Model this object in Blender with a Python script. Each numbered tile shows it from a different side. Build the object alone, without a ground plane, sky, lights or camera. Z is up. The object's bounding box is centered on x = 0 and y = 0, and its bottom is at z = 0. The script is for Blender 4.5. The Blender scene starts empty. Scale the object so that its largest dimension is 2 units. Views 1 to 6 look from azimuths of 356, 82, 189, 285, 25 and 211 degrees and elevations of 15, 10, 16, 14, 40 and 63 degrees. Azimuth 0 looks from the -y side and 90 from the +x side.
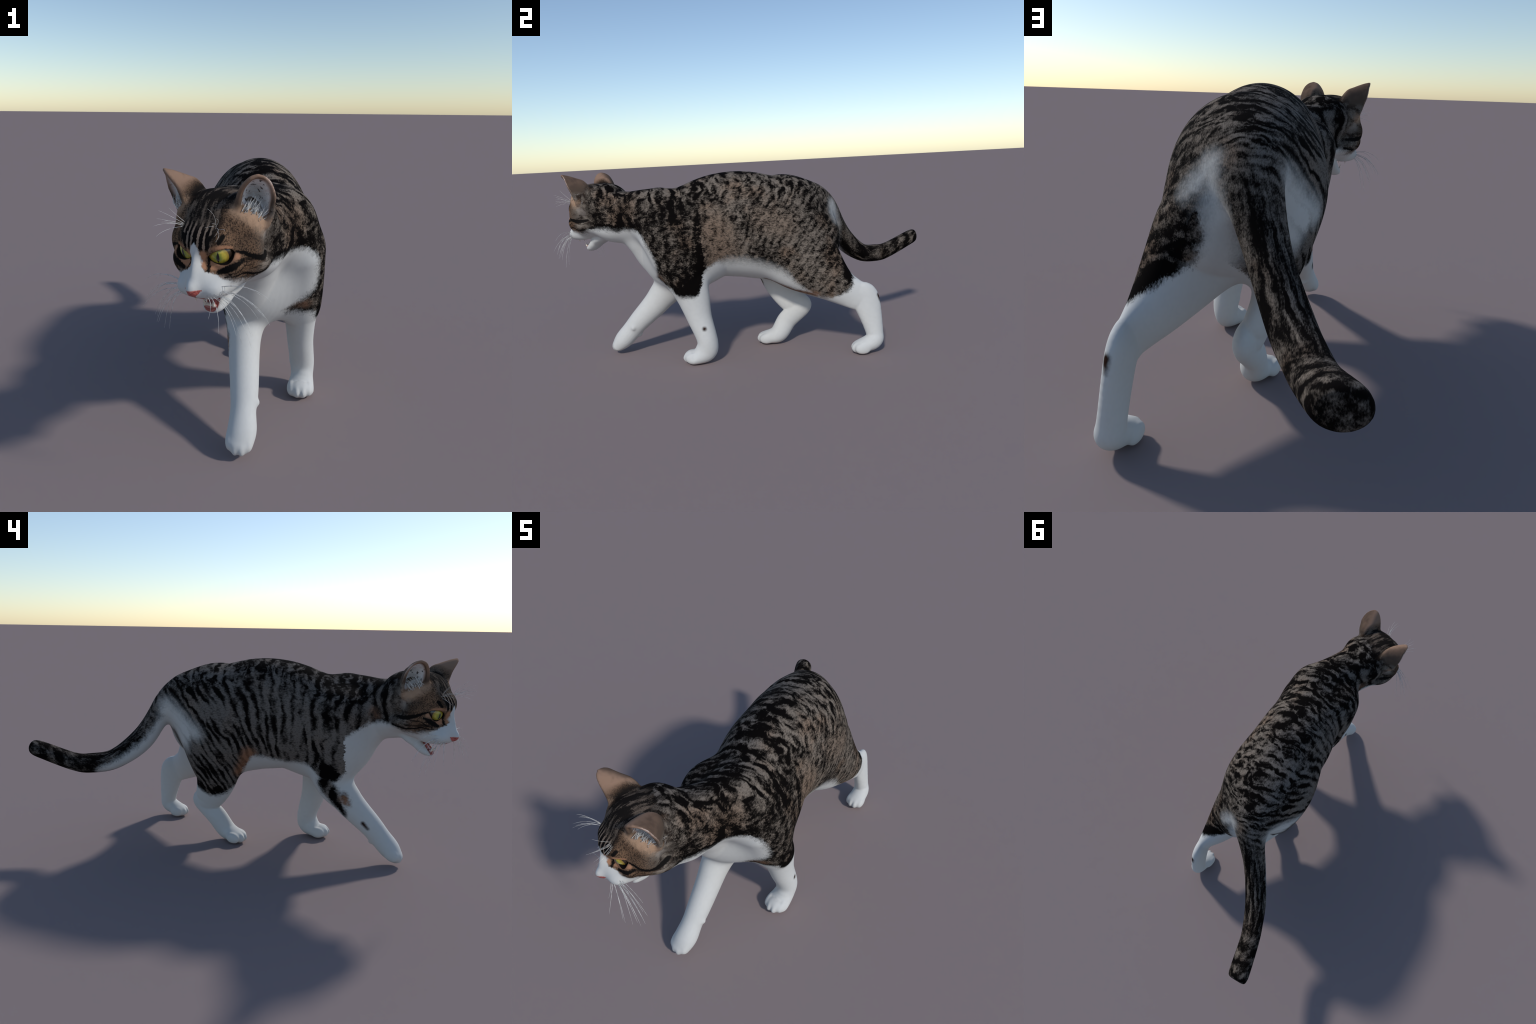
# A walking tabby-and-white cat.  The animal is described as a set of tubes
# (spine points with a half width and a half height), a head made of a few
# symmetric ellipsoids, two ear cups and four toes per paw.  They are melted
# into one smooth skin (level set of a blended distance field), which is then
# separated by region into torso, head, legs, tail, ...
import bpy, bmesh, math, random
import numpy as np
from mathutils import Vector, Matrix

rng = np.random.default_rng(7)
random.seed(7)

# ------------------------------------------------------------------ frames
# head frame: l = towards the cat's left, f = forward, z = up
HL_ = np.array([.857, -.515, 0.0]); HL_ /= np.linalg.norm(HL_)
HF_ = np.array([HL_[1], -HL_[0], 0.0])
HZ_ = np.array([0.0, 0.0, 1.0])
HO = HL_ * .317 + HF_ * .80 + HZ_ * .72
HB = np.stack([HL_, HF_, HZ_])            # world -> head rows


def h2w(p):
    return HO + np.asarray(p, float) @ HB


# ------------------------------------------------------------------ skeleton
# every station: x, y, z of the spine, half width, half height (metres)
TUBES = {
    'torso': [
        (-0.006, -0.560, 0.598, 0.078, 0.075), (-0.011, -0.475, 0.581, 0.112, 0.179), (0.084, -0.363, 0.579, 0.161, 0.231),
        (0.056, -0.210, 0.648, 0.192, 0.253), (0.056, -0.074, 0.655, 0.199, 0.267), (0.053, 0.081, 0.633, 0.226, 0.259),
        (0.050, 0.174, 0.677, 0.197, 0.219), (0.006, 0.306, 0.710, 0.109, 0.122), (-0.023, 0.399, 0.683, 0.032, 0.052),],
    'neck': [
        (0.090, -0.472, 0.722, 0.131, 0.140), (0.045, -0.566, 0.733, 0.102, 0.118), (-0.022, -0.683, 0.705, 0.104, 0.104),],
    'tail': [
        (0.025, 0.335, 0.761, 0.065, 0.041), (-0.017, 0.412, 0.695, 0.067, 0.040), (-0.082, 0.501, 0.531, 0.054, 0.056),
        (-0.151, 0.621, 0.430, 0.053, 0.049), (-0.198, 0.732, 0.408, 0.049, 0.048), (-0.225, 0.811, 0.417, 0.048, 0.043),
        (-0.262, 0.953, 0.470, 0.049, 0.039), (-.272, .985, .483, .044, .035),],
    'left_forelimb': [
        (0.181, -0.449, 0.632, 0.073, 0.099), (0.187, -0.376, 0.418, 0.081, 0.074), (0.198, -0.335, 0.350, 0.061, 0.079),
        (0.204, -0.308, 0.232, 0.052, 0.061), (0.219, -0.278, 0.119, 0.049, 0.050), (0.219, -0.287, 0.060, 0.045, 0.053),
        (0.206, -0.340, 0.027, 0.054, 0.031), (0.200, -0.358, 0.033, 0.045, 0.033),],
    'right_forelimb': [
        (-0.054, -0.449, 0.697, 0.102, 0.131), (-0.026, -0.417, 0.408, 0.072, 0.088), (-0.029, -0.502, 0.287, 0.057, 0.069),
        (-0.033, -0.614, 0.177, 0.049, 0.054), (-0.039, -0.662, 0.126, 0.044, 0.049), (-0.045, -0.707, 0.078, 0.049, 0.047),
        (-0.056, -0.737, 0.048, 0.044, 0.034),],
    'left_hindlimb': [
        (0.108, 0.210, 0.560, 0.148, 0.221), (0.160, 0.233, 0.484, 0.130, 0.185), (0.232, 0.365, 0.355, 0.077, 0.099),
        (0.275, 0.462, 0.292, 0.033, 0.073), (0.279, 0.510, 0.266, 0.032, 0.071), (0.296, 0.547, 0.107, 0.036, 0.044),
        (0.303, 0.538, 0.060, 0.042, 0.043), (0.294, 0.468, 0.031, 0.045, 0.031),],
    'right_hindlimb': [
        (-.012, .168, .586, .112, .133), (-.032, .153, .473, .095, .134), (-.031, .145, .340, .054, .104),
        (.010, .197, .222, .040, .074), (.032, .236, .194, .035, .052), (.020, .158, .122, .037, .052),
        (.026, .104, .050, .046, .046), (.001, .034, .031, .047, .028),],
}
# paws: tip of the toe row, direction the toes point, half width of the row
PAWS = {
    'left_forelimb': ((.200, -.366, .031), (-.12, -.99, -.02), .047),
    'right_forelimb': ((-.057, -.742, .044), (-.14, -.78, -.60), .044),
    'left_hindlimb': ((.293, .462, .029), (-.12, -.99, -.02), .046),
    'right_hindlimb': ((-.001, .028, .029), (-.22, -.97, -.05), .050),
}
# head ellipsoids in the head frame: centre l f z, radii, pitch, paired left/right
HEAD = {
    'cranium': ((0, -.0628, .0876), (.1354, .1024, .0880), -.056, False),
    'forehead': ((0, .0002, .0533), (.0635, .0801, .0572), .288, False),
    'temple': ((.0675, -.0355, .0266), (.0767, .0518, .0647), -.037, True),
    'cheek': ((.0735, -.0699, -.0260), (.0630, .0779, .0380), -.160, True),
    'brow': ((.0420, .0180, .0470), (.0350, .0470, .0480), 0, True),
    'zygoma': ((.0628, .0173, -.0167), (.0453, .0249, .0422), -.006, True),
    'bridge': ((0, .0601, -.0141), (.0110, .0279, .0666), -.283, False),
    'nose': ((0, .0896, -.0725), (.0110, .0222, .0199), .001, False),
    'maxilla': ((0, .0414, -.0598), (.0465, .0454, .0536), .004, False),
    'pad': ((.0330, .0500, -.0800), (.0360, .0300, .0250), 0, True),
    'lip': ((.0380, .0040, -.0700), (.0400, .0600, .0400), 0, True),
    'jowl': ((.0560, -.0450, -.0430), (.0480, .0640, .0440), -.1, True),
    'chin': ((0, -.0140, -.1525), (.0310, .0265, .0170), .50, False),
    'jaw': ((0, -.0450, -.1340), (.0410, .0380, .0210), .75, False),
    'jaw_root': ((0, -.0850, -.1080), (.0520, .0460, .0220), .50, False),
    'scruff': ((0, -.2250, .0500), (.0850, .0700, .0700), -.10, False),
    'nape': ((0, -.1400, .0753), (.1309, .0922, .0989), -.006, False),
    'throat': ((0, -.1403, -.0377), (.0891, .0804, .0371), -.001, False),
}

# ------------------------------------------------------------------ field
H = .004                                   # fine grid; the broad body is laid out on a grid twice as coarse
LO = np.array([-.36, -1.0, -.024])
N8 = np.array([96, 254, 126])              # coarse cells
DIM = N8 * 2 - 1
HI = LO + H * (DIM - 1)


class Grid:
    def __init__(self, h, dim):
        self.h, self.dim = h, np.array(dim)
        self.ax = [(LO[i] + h * np.arange(dim[i])).astype(np.float32) for i in range(3)]

    def window(self, lo, hi):
        i0 = np.clip(np.floor((np.asarray(lo) - LO) / self.h).astype(int), 0, self.dim - 1)
        i1 = np.clip(np.ceil((np.asarray(hi) - LO) / self.h).astype(int) + 1, 1, self.dim)
        return tuple(slice(int(a), int(b)) for a, b in zip(i0, i1))


COARSE, FINE = Grid(2 * H, N8), Grid(H, DIM)
AX = FINE.ax
window = FINE.window


def spline(P, M):
    P = np.asarray(P, float)
    P = np.vstack([2 * P[0] - P[1], P, 2 * P[-1] - P[-2]])
    out = []
    for i in range(1, len(P) - 2):
        a, b, c, d = P[i - 1:i + 3]
        for t in np.arange(M) / M:
            out.append(.5 * (2 * b + (c - a) * t + (2 * a - 5 * b + 4 * c - d) * t * t + (3 * b - a - 3 * c + d) * t ** 3))
    out.append(P[-2])
    return np.array(out)


def tube_ellipsoids(P, M):
    S = spline(P, M)
    T = np.gradient(S[:, :3], axis=0)
    T /= np.linalg.norm(T, axis=1, keepdims=True) + 1e-9
    X = np.array([1., 0, 0])
    s = X - (T @ X)[:, None] * T
    s /= np.linalg.norm(s, axis=1, keepdims=True)
    u = np.cross(T, s)
    a, b = np.maximum(S[:, 3], .01), np.maximum(S[:, 4], .01)
    return [(S[i, :3], np.stack([s[i], u[i], T[i]]), (a[i], b[i], min(a[i], b[i]))) for i in range(len(S))]


def ellipsoid_distance(grid, sl, c, R, r):
    x, y, z = (grid.ax[i][sl[i]] - np.float32(c[i]) for i in range(3))
    q2 = 0; g2 = 0
    for k in range(3):
        w = (R[k] / r[k]).astype(np.float32)
        q = (x * w[0])[:, None, None] + (y * w[1])[None, :, None] + (z * w[2])[None, None, :]
        q *= q
        q2 = q2 + q
        g2 = g2 + q * np.float32(1 / r[k] ** 2)
    qn = np.sqrt(q2)
    return (qn - 1) * qn / np.sqrt(g2 + 1e-6)


FAR = .3


class Field:
    """Blended distance field over a window of the grid."""

    def __init__(self, grid, ells, margin):
        self.grid = grid
        lo = np.min([c - np.sqrt(((R * np.array(r)[:, None]) ** 2).sum(0)) for c, R, r in ells], axis=0) - margin
        hi = np.max([c + np.sqrt(((R * np.array(r)[:, None]) ** 2).sum(0)) for c, R, r in ells], axis=0) + margin
        self.sl = grid.window(lo, hi)
        self.d = np.full([s.stop - s.start for s in self.sl], FAR, np.float32)
        self.margin = margin

    def sub(self, sl):
        return tuple(slice(max(a.start, b.start) - b.start, min(a.stop, b.stop) - b.start) for a, b in zip(sl, self.sl))

    def each(self, c, R, r):
        e = np.sqrt(((R * np.array(r)[:, None]) ** 2).sum(0)) + self.margin
        sl = self.grid.window(c - e, c + e)
        sl = tuple(slice(max(a.start, b.start), min(a.stop, b.stop)) for a, b in zip(sl, self.sl))
        return self.sub(sl), ellipsoid_distance(self.grid, sl, c, R, r)

    def add_hard(self, ells):
        for e in ells:
            s, d = self.each(*e)
            np.minimum(self.d[s], d, out=self.d[s])

    def add_soft(self, ells, tau):
        for e in ells:
            s, d = self.each(*e)
            self.d[s] = soft_min(self.d[s], d, tau)


def soft_min(a, b, tau):
    m = np.minimum(a, b)
    return m - tau * np.log1p(np.exp(-np.abs(a - b) / tau))


def toes_of(name):
    tip, direction, w = PAWS[name]
    f = np.array(direction); f /= np.linalg.norm(f)
    s = np.cross(f, [0, 0, 1.]); s /= np.linalg.norm(s)
    u = np.cross(s, f)
    out = []
    for k, back in ((-.72, .016), (-.25, 0.0), (.25, .001), (.72, .018)):
        c = np.array(tip) + s * k * w - f * (back + .004)
        out.append((c, np.stack([s, f, u]), (w * .325, .037, .0275)))
    return out


def head_ellipsoids():
    out = {}
    for k, (c, r, pitch, pair) in HEAD.items():
        cs, sn = math.cos(pitch), math.sin(pitch)
        R = np.array([[1, 0, 0], [0, cs, -sn], [0, sn, cs]])
        out[k] = []
        for sg in (1, -1) if pair else (1,):
            out[k].append((h2w(np.array(c) * [sg, 1, 1]), (R * [sg, 1, 1]) @ HB, r))
    return out


TAU = .025
S = np.zeros(N8, np.float32)        # sum of exp(-d / TAU)
nearest = {}                         # part name -> Field (for the separation by region)
for name, P in TUBES.items():
    ells = tube_ellipsoids(P, 10 if name in ('torso', 'neck') else 16)
    F = Field(COARSE, ells, .10)
    F.add_hard(ells)
    nearest[name] = F
    S[F.sl] += np.exp(-np.clip(F.d, -.3, FAR) / TAU)
C8 = -TAU * np.log(np.maximum(S, np.exp(-FAR / TAU)))


def refine(A):
    for ax in range(3):
        A = np.moveaxis(A, ax, 0)
        B = np.empty((2 * A.shape[0] - 1,) + A.shape[1:], np.float32)
        B[::2] = A
        B[1::2] = (A[1:] + A[:-1]) * .5
        A = np.moveaxis(B, 0, ax)
    return np.ascontiguousarray(A)


D = refine(C8)


def melt(ells, tau):
    F = Field(FINE, ells, .05)
    F.add_soft(ells, .002)
    D[F.sl] = soft_min(D[F.sl], F.d, tau)


for name in PAWS:
    melt(toes_of(name), .0022)
# dew claws and carpal pads
for c in ((.0065, -.650, .147), (.1795, -.282, .125)):
    melt([(np.array(c), np.eye(3), (.010, .010, .012))], .004)
for c in ((-.037, -.624, .100), (.220, -.243, .110)):
    melt([(np.array(c), np.eye(3), (.013, .011, .013))], .005)

# head: blended more tightly than the body
hells = head_ellipsoids()
flat = [e for v in hells.values() for e in v]
F = Field(FINE, flat, .08)
for k, v in hells.items():
    F.add_soft(v, .008)
HX, HY, HZ3 = np.meshgrid(*(AX[i][F.sl[i]] for i in range(3)), indexing='ij')
W = np.stack([HX, HY, HZ3], -1) - HO.astype(np.float32)
lf = W @ HB.T.astype(np.float32)
l, f, z = lf[..., 0], lf[..., 1], lf[..., 2]
al = np.abs(l)
D[F.sl] = soft_min(D[F.sl], F.d, TAU)
nearest['head'] = F


def smax(a, b, tau):
    return -soft_min(-a, -b, tau)


hd = D[F.sl]

# ears: a cup drawn as a sheet between its front edge, back edge and spine
EAR_FRONT = [(.080, -.004, .135), (.096, .004, .178), (.112, .009, .2), (.130, .009, .217), (.146, .000, .2245)]
EAR_BACK = [(.138, -.072, .083), (.153, -.070, .115), (.160, -.062, .145), (.166, -.053, .17), (.163, -.038, .2), (.156, -.020, .217), (.146, .000, .2245)]
EAR_SPINE = [(.070, -.085, .120), (.080, -.098, .155), (.094, -.082, .187), (.107, -.058, .2), (.128, -.024, .216), (.146, .000, .2245)]


def along(P, n):
    q = spline(P, 16)
    d = np.r_[0, np.cumsum(np.linalg.norm(np.diff(q, axis=0), axis=1))]
    t = np.linspace(0, d[-1], n)
    return np.stack([np.interp(t, d, q[:, i]) for i in range(3)], 1)


nt = 40
A_, B_, M_ = along(EAR_FRONT, nt), along(EAR_BACK, nt), along(EAR_SPINE, nt)
ctrl = 2 * M_ - .5 * (A_ + B_)
sheet = []
for s_ in np.linspace(0, 1, 40):
    sheet.append((1 - s_) ** 2 * A_ + 2 * s_ * (1 - s_) * ctrl + s_ ** 2 * B_)
sheet = np.array(sheet).reshape(-1, 3).astype(np.float32)
thick = np.tile(np.linspace(.0085, .0052, nt), 40).astype(np.float32)
ear_mask = {}
for sg in (1, -1):
    pts = sheet * np.array([sg, 1, 1], np.float32)
    box = np.where((l * sg > .05) & (l * sg < .20) & (f > -.13) & (f < .04) & (z > .05) & (z < .25))
    q = np.stack([l[box], f[box], z[box]], 1)
    best = np.full(len(q), FAR, np.float32)
    for i in range(0, len(q), 4000):
        qq = q[i:i + 4000]
        d2 = (qq ** 2).sum(1)[:, None] - 2 * qq @ pts.T + (pts ** 2).sum(1)[None]
        best[i:i + 4000] = (np.sqrt(np.maximum(d2, 0)) - thick[None]).min(1)
    ed = np.full(l.shape, FAR, np.float32)
    ed[box] = best
    ear_mask[sg] = ed
    hd[...] = soft_min(hd, ed, .0045)

# eye openings: almond cut along the eye's axis; the eyeball fills it
EYE_C = np.array([.0426, .0124, .0198]); EYE_R = .0395
EYE_IN, EYE_OUT = np.array([.0265, .054, .006]), np.array([.0875, .019, .0225])
EYE_N = np.array([.52, .80, -.30]); EYE_N /= np.linalg.norm(EYE_N)
EYE_H = EYE_OUT - EYE_IN; EYE_H -= EYE_N * (EYE_H @ EYE_N); EYE_W = np.linalg.norm(EYE_H) / 2; EYE_H /= np.linalg.norm(EYE_H)
EYE_V = np.cross(EYE_N, EYE_H)
if EYE_V[2] < 0:
    EYE_V = -EYE_V
EYE_M = (EYE_IN + EYE_OUT) / 2


def eye_coords(sg):
    dl, df, dz = l * sg - EYE_M[0], f - EYE_M[1], z - EYE_M[2]
    return (dl * EYE_H[0] + df * EYE_H[1] + dz * EYE_H[2], dl * EYE_V[0] + df * EYE_V[1] + dz * EYE_V[2],
            dl * EYE_N[0] + df * EYE_N[1] + dz * EYE_N[2])


def almond(u, v, up=.0200, down=.022):
    w = EYE_W
    ru, rd = (w * w + up * up) / (2 * up), (w * w + down * down) / (2 * down)
    return np.maximum(np.hypot(u, v + ru - up) - ru, np.hypot(u, v - rd + down) - rd)


for sg in (1, -1):
    u, v, n = eye_coords(sg)
    alm = almond(u, v)
    # lids: a soft swelling that follows the eyeball round the opening
    ball = np.sqrt((l * sg - EYE_C[0]) ** 2 + (f - EYE_C[1]) ** 2 + (z - EYE_C[2]) ** 2) - (EYE_R + .003)
    lid = np.maximum(ball, alm - .012)
    hd[...] = np.where(n > -.03, soft_min(hd, lid, .003), hd)
    cut = np.maximum(alm, -n - .035)
    cut = np.maximum(cut, n - .08)
    hd[...] = smax(hd, -cut, .0014)

# mouth: the wedge between the upper lip and the dropped jaw
roof = z - np.interp(f, [-.06, -.036, .0, .030, .063, .087, .12], [-.105, -.108, -.1135, -.116, -.111, -.102, -.09]).astype(np.float32)
MA = math.atan2(.045, .037)
floor = -((z + .109) * math.cos(MA) + (f + .040) * math.sin(MA))
floor = floor + .5 * np.clip(al - .012, 0, .03)          # the lower lip rises towards its sides
wedge = np.maximum(np.maximum(roof, floor), -(f + .040))
wedge = np.maximum(wedge, al - .075)
hd[...] = np.where(f < .12, smax(hd, -wedge, .0025), hd)
# cleft under the nose, nostrils
cleft = np.sqrt(l ** 2 + (f - .088) ** 2 * .5) - .0016
cleft = np.maximum(cleft, np.maximum(z + .094, -.115 - z))
hd[...] = smax(hd, -cleft, .002)
for sg in (1, -1):
    nos = np.sqrt((l * sg - .0115) ** 2 + (f - .1085) ** 2 + ((z + .083) * 1.4) ** 2) - .0042
    hd[...] = smax(hd, -nos, .002)
# tail is blunt, feet stand on the ground
yy = AX[1][None, :, None]
sl = window((-.36, .9, .38), (-.15, 1.03, .58))
D[sl] = smax(D[sl], (yy[:, sl[1], :] - .9985) + 0 * D[sl], .0045)
zz = AX[2][None, None, :]
sl = window(LO, (HI[0], HI[1], .05))
D[sl] = smax(D[sl], -zz[:, :, sl[2]] + .0005 + 0 * D[sl], .003)


# ------------------------------------------------------------------ skin
def surface_nets(D):
    neg = D < 0
    n0, n1, n2 = D.shape
    cnt = np.zeros((n0 - 1, n1 - 1, n2 - 1), np.uint8)
    for dx in (0, 1):
        for dy in (0, 1):
            for dz in (0, 1):
                cnt += neg[dx:n0 - 1 + dx, dy:n1 - 1 + dy, dz:n2 - 1 + dz]
    ci = np.argwhere((cnt > 0) & (cnt < 8))
    index = np.full(cnt.shape, -1, np.int32)
    index[tuple(ci.T)] = np.arange(len(ci))
    acc = np.zeros((len(ci), 3)); num = np.zeros(len(ci))
    for ax in range(3):
        for o1 in (0, 1):
            for o2 in (0, 1):
                a = ci.copy()
                others = [i for i in range(3) if i != ax]
                a[:, others[0]] += o1; a[:, others[1]] += o2
                b = a.copy(); b[:, ax] += 1
                da, db = D[tuple(a.T)], D[tuple(b.T)]
                cross = (da < 0) != (db < 0)
                t = np.where(cross, da / np.where(cross, da - db, 1), 0)
                p = a.astype(float); p[:, ax] += t
                acc[cross] += p[cross]; num[cross] += 1
    verts = LO + H * (acc / num[:, None])
    quads = []
    for ax in range(3):
        o = [i for i in range(3) if i != ax]
        s0 = [slice(None)] * 3; s1 = [slice(None)] * 3
        s0[ax] = slice(0, -1); s1[ax] = slice(1, None)
        flip = neg[tuple(s0)] != neg[tuple(s1)]
        e = np.argwhere(flip)
        e = e[(e[:, o[0]] > 0) & (e[:, o[1]] > 0) & (e[:, o[0]] < D.shape[o[0]] - 1) & (e[:, o[1]] < D.shape[o[1]] - 1)]
        inside = neg[tuple(e.T)]
        c = []
        for d0, d1 in ((0, 0), (-1, 0), (-1, -1), (0, -1)):
            k = e.copy(); k[:, o[0]] += d0; k[:, o[1]] += d1
            c.append(index[tuple(k.T)])
        q = np.stack(c, 1)
        if ax == 1:
            inside = ~inside
        q[~inside] = q[~inside][:, ::-1]
        quads.append(q)
    return verts, np.vstack(quads)


def sample(D, p):
    g = (p - LO) / H
    i = np.clip(np.floor(g).astype(int), 0, DIM - 2); t = g - i
    out = 0
    for dx in (0, 1):
        for dy in (0, 1):
            for dz in (0, 1):
                w = (t[:, 0] if dx else 1 - t[:, 0]) * (t[:, 1] if dy else 1 - t[:, 1]) * (t[:, 2] if dz else 1 - t[:, 2])
                out = out + w * D[i[:, 0] + dx, i[:, 1] + dy, i[:, 2] + dz]
    return out


verts, quads = surface_nets(D)


def relax(verts, quads, times, lam, weight=1.0):
    e = np.vstack([quads[:, [0, 1]], quads[:, [1, 2]], quads[:, [2, 3]], quads[:, [3, 0]]])
    deg = np.bincount(e.ravel(), minlength=len(verts)).astype(float)[:, None]
    for k in range(times):
        for s in lam:
            s = s * weight
            acc = np.zeros_like(verts)
            for a, b in ((0, 1), (1, 0)):
                for i in range(3):
                    acc[:, i] += np.bincount(e[:, a], weights=verts[e[:, b], i], minlength=len(verts))
            verts = verts + s * (acc / np.maximum(deg, 1) - verts)
    return verts


verts = relax(verts, quads, 3, (.5, -.45))


def step(a, b, x):
    t = np.clip((x - a) / (b - a), 0, 1)
    return t * t * (3 - 2 * t)


# fair the body where muscles flow into each other; keep paws, face and ears crisp
vh = (verts - HO) @ HB.T
face = step(-.10, -.02, vh[:, 1]) * step(-.25, -.15, vh[:, 2])
ears = step(.10, .13, vh[:, 2]) * step(.06, .08, np.abs(vh[:, 0])) * (vh[:, 1] > -.2)
low = step(.36, .26, verts[:, 2])
tail = step(.52, .60, verts[:, 1])
keep = np.clip(1 - np.maximum.reduce([face * .82, ears, low * .93, tail * .9]), 0, 1)[:, None]
verts = relax(verts, quads, 16, (.6, -.6), keep)
eyes = sum(np.exp(-((vh[:, 0] - sg * .062) ** 2 + (vh[:, 1] - .04) ** 2 + (vh[:, 2] - .01) ** 2) / .033 ** 2) for sg in (1, -1))
mouth = step(-.09, -.105, vh[:, 2]) * face
fair = face * (1 - ears) * (1 - np.clip(eyes * 1.6, 0, 1)) * (1 - mouth) * (1 - .6 * step(.07, .09, vh[:, 1]))
verts = relax(verts, quads, 18, (.6, -.6), fair[:, None])
crease = sum(np.exp(-((verts[:, 0] - cx) ** 2 + (verts[:, 1] + .53) ** 2 + (verts[:, 2] - cz) ** 2) / .085 ** 2) for cx, cz in ((.15, .58), (-.09, .58), (.10, .66)))
verts = relax(verts, quads, 70, (.6, -.575), np.clip(crease, 0, 1)[:, None])


# ------------------------------------------------------------------ node expressions
class Graph:
    """Small helper: write material maths as Python expressions."""

    def __init__(self, name):
        self.mat = bpy.data.materials.new(name)
        self.mat.use_nodes = True
        self.t = self.mat.node_tree
        self.bsdf = self.t.nodes['Principled BSDF']
        self.cache = {}

    def node(self, kind, **kw):
        n = self.t.nodes.new(kind)
        for k, v in kw.items():
            setattr(n, k, v)
        return n

    def plug(self, sock, v):
        if isinstance(v, Ex):
            self.t.links.new(v.s, sock)
        elif isinstance(v, (tuple, list, np.ndarray)) and len(v) == 3 and sock.type == 'RGBA':
            sock.default_value = (*[float(a) for a in v], 1)
        elif isinstance(v, (tuple, list, np.ndarray)):
            sock.default_value = [float(a) for a in v]
        else:
            sock.default_value = float(v)

    def math(self, op, *a, clamp=False):
        n = self.node('ShaderNodeMath', operation=op, use_clamp=clamp)
        for i, v in enumerate(a):
            self.plug(n.inputs[i], v)
        return Ex(self, n.outputs[0])

    def vmath(self, op, *a, out=0):
        n = self.node('ShaderNodeVectorMath', operation=op)
        for i, v in enumerate(a):
            self.plug(n.inputs[3] if (op == 'SCALE' and i == 1) else n.inputs[i], v)
        return Ex(self, n.outputs[out])

    def dot(self, a, b):
        return self.vmath('DOT_PRODUCT', a, b, out=1)

    def vec(self, x, y, z):
        n = self.node('ShaderNodeCombineXYZ')
        for i, v in enumerate((x, y, z)):
            self.plug(n.inputs[i], v)
        return Ex(self, n.outputs[0])

    def xyz(self, v):
        n = self.node('ShaderNodeSeparateXYZ')
        self.plug(n.inputs[0], v)
        return [Ex(self, o) for o in n.outputs]

    def step(self, a, b, x):
        """smooth 0..1 while x runs from a to b (a may be larger than b)"""
        n = self.node('ShaderNodeMapRange', interpolation_type='SMOOTHSTEP')
        if a > b:
            return 1 - self.step(b, a, x)
        self.plug(n.inputs['Value'], x)
        n.inputs['From Min'].default_value = a
        n.inputs['From Max'].default_value = b
        return Ex(self, n.outputs[0])

    def curve(self, pts, x):
        """piecewise smooth function through (x, value) points"""
        xs, ys = [p[0] for p in pts], [p[1] for p in pts]
        x0, x1, y0, y1 = min(xs), max(xs), min(ys), max(ys)
        n = self.node('ShaderNodeFloatCurve')
        c = n.mapping.curves[0]
        q = [((a - x0) / (x1 - x0), (b - y0) / (y1 - y0)) for a, b in sorted(pts)]
        c.points[0].location, c.points[-1].location = q[0], q[-1]
        for p in q[1:-1]:
            c.points.new(*p)
        for p in c.points:
            p.handle_type = 'AUTO_CLAMPED'
        n.mapping.update()
        self.plug(n.inputs['Value'], (x - x0) * (1 / (x1 - x0)))
        return Ex(self, n.outputs[0]) * (y1 - y0) + y0

    def noise(self, v, scale=1.0, detail=2.0, rough=.5, colour=False):
        n = self.node('ShaderNodeTexNoise')
        self.plug(n.inputs['Vector'], v)
        n.inputs['Scale'].default_value = scale
        n.inputs['Detail'].default_value = detail
        n.inputs['Roughness'].default_value = rough
        return Ex(self, n.outputs['Color' if colour else 'Fac'])

    def edges(self, v, scale):
        n = self.node('ShaderNodeTexVoronoi', feature='DISTANCE_TO_EDGE')
        self.plug(n.inputs['Vector'], v)
        n.inputs['Scale'].default_value = scale
        return Ex(self, n.outputs['Distance'])

    def mix(self, a, b, f):
        n = self.node('ShaderNodeMix', data_type='RGBA')
        self.plug(n.inputs['Factor'], f)
        self.plug(n.inputs[6], a)
        self.plug(n.inputs[7], b)
        return Ex(self, n.outputs[2])

    def lerp(self, a, b, f):
        return a + (b - a) * f

    def fmin(self, *a):
        r = a[0]
        for v in a[1:]:
            r = self.math('MINIMUM', r, v)
        return r

    def fmax(self, *a):
        r = a[0]
        for v in a[1:]:
            r = self.math('MAXIMUM', r, v)
        return r

    def capsule(self, P, a, b, ra, rb=None):
        """signed distance to a tapered capsule"""
        rb = ra if rb is None else rb
        a, b = np.asarray(a, float), np.asarray(b, float)
        d = b - a
        L2 = float(d @ d)
        pa = self.vmath('SUBTRACT', P, a)
        if L2 < 1e-9:
            return self.vmath('LENGTH', pa, out=1) - ra
        h = self.math('MULTIPLY', self.dot(pa, d), 1 / L2, clamp=True)
        q = self.vmath('SUBTRACT', pa, self.vmath('SCALE', d, h))
        return self.vmath('LENGTH', q, out=1) - (h * (rb - ra) + ra)

    def stroke(self, P, pts):
        """pts: (x, y, z, radius) stations"""
        if len(pts) == 1:
            return self.capsule(P, pts[0][:3], pts[0][:3], pts[0][3])
        return self.fmin(*[self.capsule(P, p[:3], q[:3], p[3], q[3]) for p, q in zip(pts, pts[1:])])


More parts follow.
